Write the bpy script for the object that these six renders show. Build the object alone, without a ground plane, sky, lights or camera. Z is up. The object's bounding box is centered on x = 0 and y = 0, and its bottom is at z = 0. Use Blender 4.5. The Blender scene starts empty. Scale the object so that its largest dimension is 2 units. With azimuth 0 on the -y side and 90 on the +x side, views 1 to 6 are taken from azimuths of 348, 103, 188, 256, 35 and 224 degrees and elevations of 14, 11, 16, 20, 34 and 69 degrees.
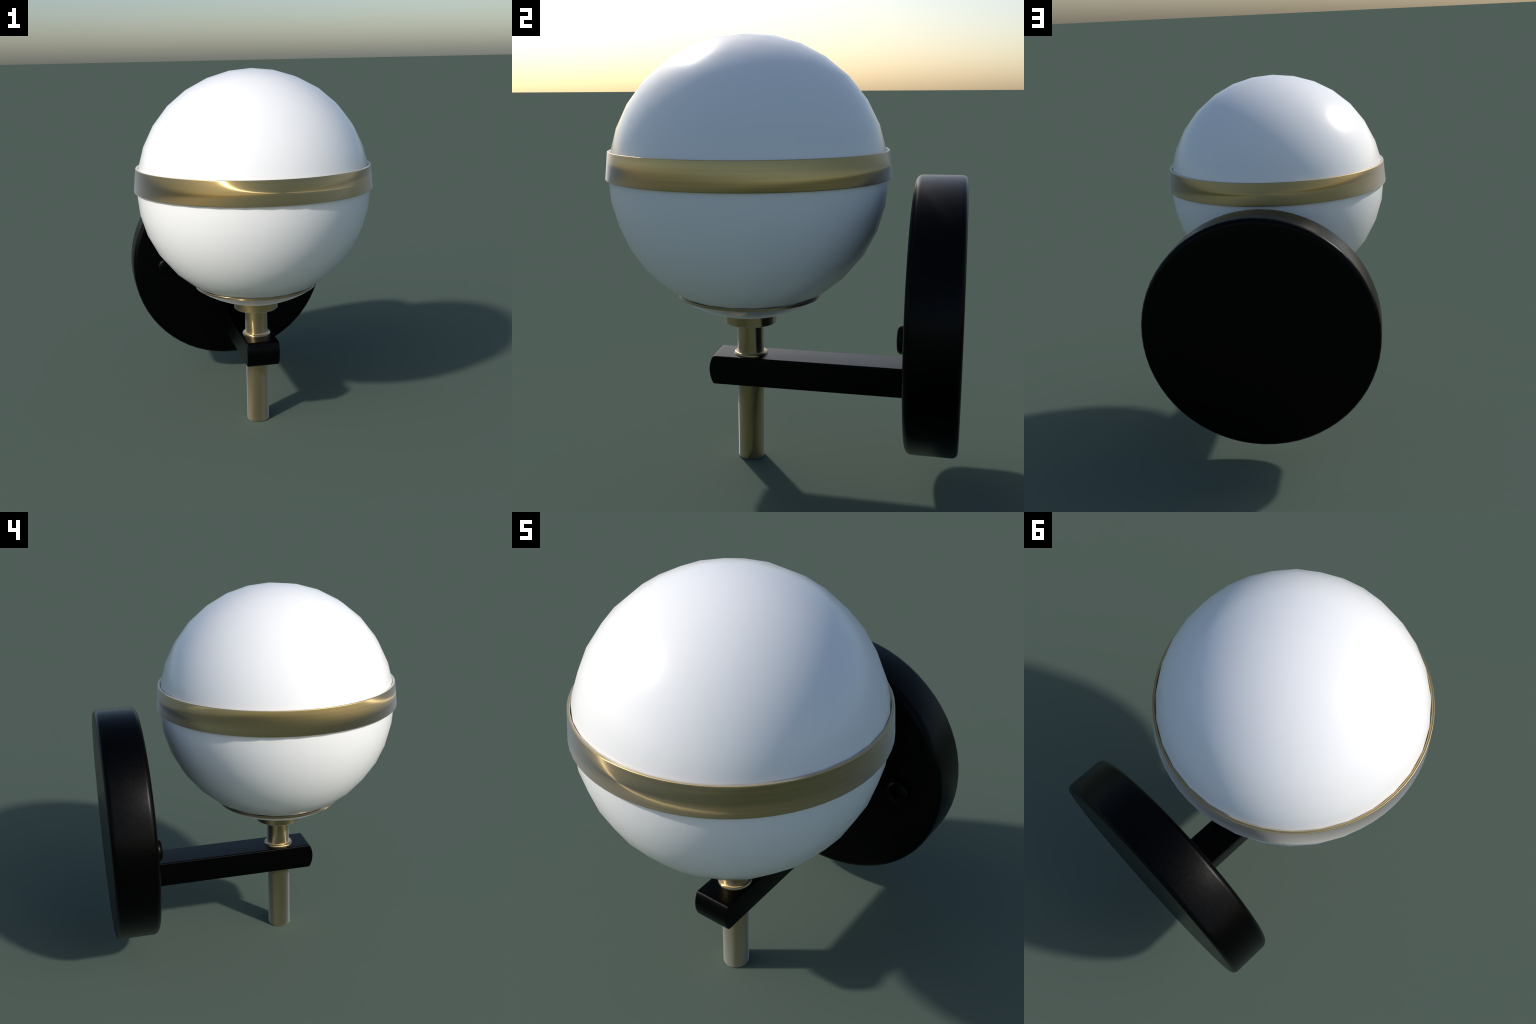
"""Wall lamp: opal globe in a brass band and dish, on a brass stem carried by a
black arm fixed to a round black wall plate with two cross-head screws."""
import bpy, bmesh, math
from mathutils import Vector

AXIS_Y = -0.166                    # vertical axis of globe and stem
GLOBE_Z, GLOBE_R = 1.3655, 0.6345
DISH_R = 0.6555                    # outside radius of the dish that cups the globe
PLATE_Z, PLATE_R = 0.7600, 0.6245
PLATE_FRONT, PLATE_BACK = 0.5880, 0.8140
ARM_W, ARM_TOP, ARM_BOTTOM = 0.0925, 0.5210, 0.3818
PIPE_R = 0.0625
BRASS = (0.500, 0.376, 0.170)          # base colour of all brass


# ---------------------------------------------------------------- materials
def new_material(name):
    m = bpy.data.materials.new(name)
    m.use_nodes = True
    nt = m.node_tree
    return m, nt, nt.nodes["Principled BSDF"]


def ramp(nt, source, stops):
    r = nt.nodes.new("ShaderNodeValToRGB")
    while len(r.color_ramp.elements) < len(stops):
        r.color_ramp.elements.new(0.5)
    for e, (p, c) in zip(r.color_ramp.elements, stops):
        e.position = p
        e.color = (*c, 1)
    nt.links.new(source, r.inputs[0])
    return r


def map_range(nt, source, lo, hi, src=(0.3, 0.7)):
    n = nt.nodes.new("ShaderNodeMapRange")
    n.inputs["From Min"].default_value, n.inputs["From Max"].default_value = src
    n.inputs["To Min"].default_value, n.inputs["To Max"].default_value = lo, hi
    nt.links.new(source, n.inputs["Value"])
    return n.outputs[0]


def noise(nt, scale, mapping=(1, 1, 1), detail=3.0):
    tc = nt.nodes.new("ShaderNodeTexCoord")
    mp = nt.nodes.new("ShaderNodeMapping")
    mp.inputs["Scale"].default_value = mapping
    nt.links.new(tc.outputs["Object"], mp.inputs[0])
    n = nt.nodes.new("ShaderNodeTexNoise")
    n.inputs["Scale"].default_value = scale
    n.inputs["Detail"].default_value = detail
    nt.links.new(mp.outputs[0], n.inputs["Vector"])
    return n.outputs["Fac"]


def opal_glass():
    m, nt, b = new_material("opal_glass")
    b.inputs["Base Color"].default_value = (0.96, 0.96, 0.96, 1)
    b.inputs["Roughness"].default_value = 0.25
    b.inputs["IOR"].default_value = 1.5
    return m


def brushed_brass(name, rough, streak, contrast, middle, width, height):
    """Brass turned on a lathe: fine streaks run round the axis."""
    m, nt, b = new_material(name)
    b.inputs["Metallic"].default_value = 1.0
    b.inputs["Sheen Weight"].default_value = 1.0
    b.inputs["Sheen Roughness"].default_value = 0.46
    b.inputs["Anisotropic"].default_value = 1.0
    b.inputs["Anisotropic Rotation"].default_value = 0.205
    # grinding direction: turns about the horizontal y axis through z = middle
    tc = nt.nodes.new("ShaderNodeTexCoord")
    rel = nt.nodes.new("ShaderNodeVectorMath")
    rel.operation = 'MULTIPLY_ADD'
    rel.inputs[1].default_value = (1 / width, 1 / width, 1 / height)
    rel.inputs[2].default_value = (0, 0, -middle / height)
    sep = nt.nodes.new("ShaderNodeSeparateXYZ")
    neg = nt.nodes.new("ShaderNodeMath")
    neg.operation = 'MULTIPLY'
    neg.inputs[1].default_value = -1.0
    grind = nt.nodes.new("ShaderNodeCombineXYZ")
    nt.links.new(tc.outputs["Object"], rel.inputs[0])
    nt.links.new(rel.outputs[0], sep.inputs[0])
    nt.links.new(sep.outputs["X"], neg.inputs[0])
    nt.links.new(sep.outputs["Z"], grind.inputs["X"])
    nt.links.new(neg.outputs[0], grind.inputs["Z"])
    nt.links.new(grind.outputs[0], b.inputs["Tangent"])
    fine = noise(nt, 1.0, (1.0, 1.0, 150.0), 2.0)
    col = ramp(nt, fine, [(0.30, tuple(c * (1 - contrast) for c in BRASS)), (0.70, tuple(c * (1 + contrast) for c in BRASS))])
    nt.links.new(col.outputs[0], b.inputs["Base Color"])
    nt.links.new(map_range(nt, fine, rough - streak, rough + streak), b.inputs["Roughness"])
    return m


def black_lacquer():
    m, nt, b = new_material("black_lacquer")
    b.inputs["Metallic"].default_value = 1.0
    grain = noise(nt, 60.0, (1, 1, 1), 4.0)
    col = ramp(nt, grain, [(0.3, (0.0085, 0.0085, 0.0085)), (0.7, (0.0105, 0.0105, 0.0105))])
    nt.links.new(col.outputs[0], b.inputs["Base Color"])
    nt.links.new(map_range(nt, grain, 0.31, 0.34), b.inputs["Roughness"])
    return m


# ---------------------------------------------------------------- geometry
def finish(bm, name, mat, parent, smooth_angle=None):
    bmesh.ops.recalc_face_normals(bm, faces=bm.faces[:])
    me = bpy.data.meshes.new(name)
    bm.to_mesh(me)
    bm.free()
    me.materials.append(mat)
    me.shade_smooth()
    if smooth_angle is not None:
        me.set_sharp_from_angle(angle=math.radians(smooth_angle))
    ob = bpy.data.objects.new(name, me)
    bpy.context.collection.objects.link(ob)
    ob.parent = parent
    return ob


def lathe(profile, segments, place, closed=False, phase=0.0):
    """Turn (radius, height) points round an axis; place(r, angle, h) -> point.
    Radius 0 makes a pole; an open profile not ending on the axis gets a cap."""
    bm = bmesh.new()
    rings = []
    for r, h in profile:
        if r < 1e-6:
            rings.append([bm.verts.new(place(0, 0, h))])
        else:
            rings.append([bm.verts.new(place(r, 2 * math.pi * (i + phase) / segments, h))
                          for i in range(segments)])
    pairs = list(zip(rings, rings[1:]))
    if closed:
        pairs.append((rings[-1], rings[0]))
    for a, b in pairs:
        for i in range(segments):
            j = (i + 1) % segments
            if len(a) == 1:
                bm.faces.new((a[0], b[i], b[j]))
            elif len(b) == 1:
                bm.faces.new((a[i], a[j], b[0]))
            else:
                bm.faces.new((a[i], a[j], b[j], b[i]))
    if not closed:
        for ring in (rings[0], rings[-1]):
            if len(ring) > 1:
                bm.faces.new(ring)
    return bm


def upright(r, a, h):
    return (r * math.cos(a), AXIS_Y + r * math.sin(a), h)


def outward(r, a, h):               # axis along y, for plate and screws
    return (r * math.cos(a), h, r * math.sin(a))


def fillet(cx, cy, r, a0, a1, n):
    return [(cx + r * math.cos(math.radians(a0 + (a1 - a0) * i / n)),
             cy + r * math.sin(math.radians(a0 + (a1 - a0) * i / n))) for i in range(n + 1)]


# ---------------------------------------------------------------- the lamp
lamp = bpy.data.objects.new("wall_lamp", None)
bpy.context.collection.objects.link(lamp)
lamp["label"] = "white globe wall lamp with brass band on black arm and plate"
lamp["category"] = "wall lamp"

OPAL = opal_glass()
BAND = brushed_brass("brushed_brass", 0.29, 0.010, 0.07, 1.4275, 1.297, 0.126)
POLISHED = brushed_brass("satin_brass", 0.29, 0.004, 0.025, 0.412, 0.664, 0.824)
BLACK = black_lacquer()

# globe: a cube of 8 x 8 panels a side blown up to a sphere, softly shaded
def globe(panels, spread):
    steps = [math.tan(spread * (2 * i / panels - 1)) / math.tan(spread) for i in range(panels + 1)]
    bm = bmesh.new()
    for axis in range(3):
        for sign in (-1, 1):
            grid = []
            for a in steps:
                row = []
                for c in steps:
                    p = Vector((a, c, sign))
                    p = Vector([p[(k - axis) % 3] for k in range(3)]).normalized() * GLOBE_R
                    row.append(bm.verts.new(p + Vector((0, AXIS_Y, GLOBE_Z))))
                grid.append(row)
            for i in range(panels):
                for j in range(panels):
                    bm.faces.new((grid[i][j], grid[i + 1][j], grid[i + 1][j + 1], grid[i][j + 1]))
    bmesh.ops.remove_doubles(bm, verts=bm.verts, dist=1e-4)
    bmesh.ops.triangulate(bm, faces=bm.faces[:], quad_method='SHORT_EDGE')
    return bm
finish(globe(8, 0.84), "globe", OPAL, lamp)

# slightly conical band that lies round the globe just above its equator; its
# outer face is eased towards both edges before the small rounded corners
top, bottom, r_top, r_bottom, wall = 1.4922, 1.3630, 0.6368, 0.6485, 0.0130
lean = math.degrees(math.atan2(r_bottom - r_top, top - bottom))
def walk(start, steps):
    """Follow a cross-section: each step is (normal tilt in degrees, length)."""
    r, z = start
    out = []
    for tilt, length in steps:
        t = math.radians(tilt)
        r, z = r - length * math.sin(t), z + length * math.cos(t)
        out.append((r, z))
    return out
ease = 4.5
upper = walk((r_top, top - 0.0050), [(lean + 2 * ease, 0.0016), (38, 0.0016), (68, 0.0016), (90, 0.0012)])
lower = [(r, 2 * bottom + 0.0050 * 2 - z) for r, z in
         walk((r_bottom, bottom + 0.0050), [(2 * ease - lean, 0.0016), (38, 0.0016), (68, 0.0016), (90, 0.0012)])]
profile = [(r_top, top - 0.0050)] + upper + [(r_top - wall + 0.002, upper[-1][1]), (r_top - wall, upper[-1][1] - 0.002),
           (r_bottom - wall, lower[-1][1] + 0.002), (r_bottom - wall + 0.002, lower[-1][1])]
profile += lower[::-1] + [(r_bottom, bottom + 0.0050)]
finish(lathe(profile, 64, upright, closed=True), "band", BAND, lamp)

# shallow dish under the globe
def dish_point(radius, deg):
    return (radius * math.sin(math.radians(deg)), GLOBE_Z - radius * math.cos(math.radians(deg)))
steps = 8
profile = [dish_point(DISH_R - 0.0095 * (i / steps) ** 2, 31.25 * i / steps) for i in range(steps + 1)]
profile += [(0.3355, 0.8225), (0.3345, 0.8236), (0.3318, 0.8236)]
profile += [dish_point(0.6400 + 0.004 * i / steps, 30.5 - 30.5 * i / steps) for i in range(steps + 1)]
profile[0], profile[-1] = (0, profile[0][1]), (0, profile[-1][1])
finish(lathe(profile, 64, upright), "dish", POLISHED, lamp, 40)

# collar between dish and stem
profile = [(0.0, 0.6765), (0.1195, 0.6765), (0.1226, 0.6790), (0.1226, 0.7300), (0.0, 0.7300)]
finish(lathe(profile, 48, upright), "collar", POLISHED, lamp, 50)

# stem: neck tube standing on a rounded foot ring
profile = [(0.0, 0.5300), (PIPE_R, 0.5300), (PIPE_R, 0.6770), (0.0, 0.6770)]
finish(lathe(profile, 48, upright), "neck", POLISHED, lamp, 40)
profile = [(0.0, 0.5170), (0.0780, 0.5170)] + fillet(0.0690, 0.5240, 0.0100, 0, 90, 7) + [
    (0.0650, 0.5340), (PIPE_R, 0.5332), (0.0, 0.5332)]
finish(lathe(profile, 48, upright), "foot_ring", POLISHED, lamp, 50)

# lower rod with the thin sleeve that leaves the arm
profile = [(0.0, 0.3670), (0.0634, 0.3670), (0.0642, 0.3680), (0.0642, 0.3870), (0.0, 0.3870)]
finish(lathe(profile, 48, upright), "sleeve", POLISHED, lamp, 50)
profile = [(0.0, 0.0), (0.0575, 0.0)] + fillet(0.0588, 0.0040, 0.0040, -75, 0, 4) + [(0.0628, 0.3780), (0.0, 0.3780)]
finish(lathe(profile, 48, upright), "rod", POLISHED, lamp, 50)

# arm: flat bar with a domed nose
nose, corner = -0.3490, -0.3300
mid_z = (ARM_TOP + ARM_BOTTOM) / 2
half = (ARM_TOP - ARM_BOTTOM) / 2
bm = bmesh.new()
n = 12
sag = corner - nose
rad = (half * half + sag * sag) / (2 * sag)
ang = math.asin(half / rad)
outline = [(PLATE_FRONT + 0.0015, ARM_TOP)]
for i in range(n + 1):
    a = ang - 2 * ang * i / n
    outline.append((nose + rad - rad * math.cos(a), mid_z + rad * math.sin(a)))
outline.append((PLATE_FRONT + 0.0015, ARM_BOTTOM))
left = [bm.verts.new((-ARM_W, y, z)) for y, z in outline]
right = [bm.verts.new((ARM_W, y, z)) for y, z in outline]
bm.faces.new(left)
bm.faces.new(right[::-1])
for i in range(len(outline)):
    j = (i + 1) % len(outline)
    bm.faces.new((left[i], left[j], right[j], right[i]))
bmesh.ops.recalc_face_normals(bm, faces=bm.faces[:])
sharp = [e for e in bm.edges if e.calc_face_angle(0) > math.radians(30)]
bmesh.ops.bevel(bm, geom=sharp, offset=0.0075, segments=2, profile=0.5, affect='EDGES')
arm = finish(bm, "arm", BLACK, lamp, 60)
arm.modifiers.new("flat_sides", 'WEIGHTED_NORMAL').keep_sharp = True

# socket: slightly larger block in which the arm sits on the plate
bm = bmesh.new()
bmesh.ops.create_cube(bm, size=1.0)
y0, y1, rim = 0.5735, PLATE_FRONT + 0.002, 0.0075
for v in bm.verts:
    v.co = (v.co.x * 2 * (ARM_W + rim), (y0 + y1) / 2 + v.co.y * (y1 - y0),
            mid_z + v.co.z * (2 * half + 2 * rim))
front = [e for e in bm.edges if all(v.co.y < PLATE_FRONT for v in e.verts)] + \
        [e for e in bm.edges if abs(e.verts[0].co.y - e.verts[1].co.y) > 0.001]
bmesh.ops.bevel(bm, geom=front, offset=0.004, segments=3, profile=0.5, affect='EDGES')
socket = finish(bm, "arm_socket", BLACK, lamp, 60)
socket.modifiers.new("flat_sides", 'WEIGHTED_NORMAL').keep_sharp = True

# wall plate: thick disc with rounded rims
front, back = 0.030, 0.026
profile = [(0.0, PLATE_FRONT), (PLATE_R - 0.06, PLATE_FRONT)]
profile += [(r, h) for r, h in fillet(PLATE_R - front, PLATE_FRONT + front, front, -90, 0, 5)]
profile += [(r, h) for r, h in fillet(PLATE_R - back, PLATE_BACK - back, back, 0, 90, 5)]
profile += [(PLATE_R - 0.06, PLATE_BACK), (0.0, PLATE_BACK)]
bm = lathe(profile, 64, outward)
bmesh.ops.translate(bm, verts=bm.verts, vec=(0, 0, PLATE_Z))
plate = finish(bm, "wall_plate", BLACK, lamp, 60)

# pan-head screws with a cross recess (built about their own origin)
def cross_prism(bm, length, width, y0, y1):
    a, b = length / 2, width / 2
    pts = [(b, b), (b, a), (-b, a), (-b, b), (-a, b), (-a, -b), (-b, -b), (-b, -a),
           (b, -a), (b, -b), (a, -b), (a, b)]
    lo = [bm.verts.new((x, y0, z)) for x, z in pts]
    hi = [bm.verts.new((x * 0.8, y1, z * 0.8)) for x, z in pts]
    bm.faces.new(lo)
    bm.faces.new(hi)
    for i in range(12):
        bm.faces.new((lo[i], lo[(i + 1) % 12], hi[(i + 1) % 12], hi[i]))

HEAD = 0.0355
profile = [(0.0, 0.004), (0.0600, 0.004), (0.0605, -0.006)]
profile += [(0.0405 + 0.0200 * math.cos(math.radians(a)), -0.0125 - 0.0205 * math.sin(math.radians(a)))
            for a in (0, 18, 36, 54, 72, 88)]
profile += [(0.022, -HEAD + 0.0008), (0.0, -HEAD)]
head = finish(lathe(profile, 40, outward), "screw", BLACK, plate, 45)
bm = bmesh.new()
cross_prism(bm, 0.052, 0.0135, -HEAD - 0.01, -HEAD + 0.014)
cutter = finish(bm, "recess_cutter", BLACK, None)
mod = head.modifiers.new("recess", 'BOOLEAN')
mod.object, mod.operation, mod.solver = cutter, 'DIFFERENCE', 'EXACT'
deps = bpy.context.evaluated_depsgraph_get()
cut = bpy.data.meshes.new_from_object(head.evaluated_get(deps))
head.modifiers.clear()
head.data = cut
cut.name = "screw"
cut.set_sharp_from_angle(angle=math.radians(45))
bpy.data.objects.remove(cutter)
head.location = (-0.4165, PLATE_FRONT, PLATE_Z)
twin = head.copy()
bpy.context.collection.objects.link(twin)
twin.location = (0.4165, PLATE_FRONT, PLATE_Z)
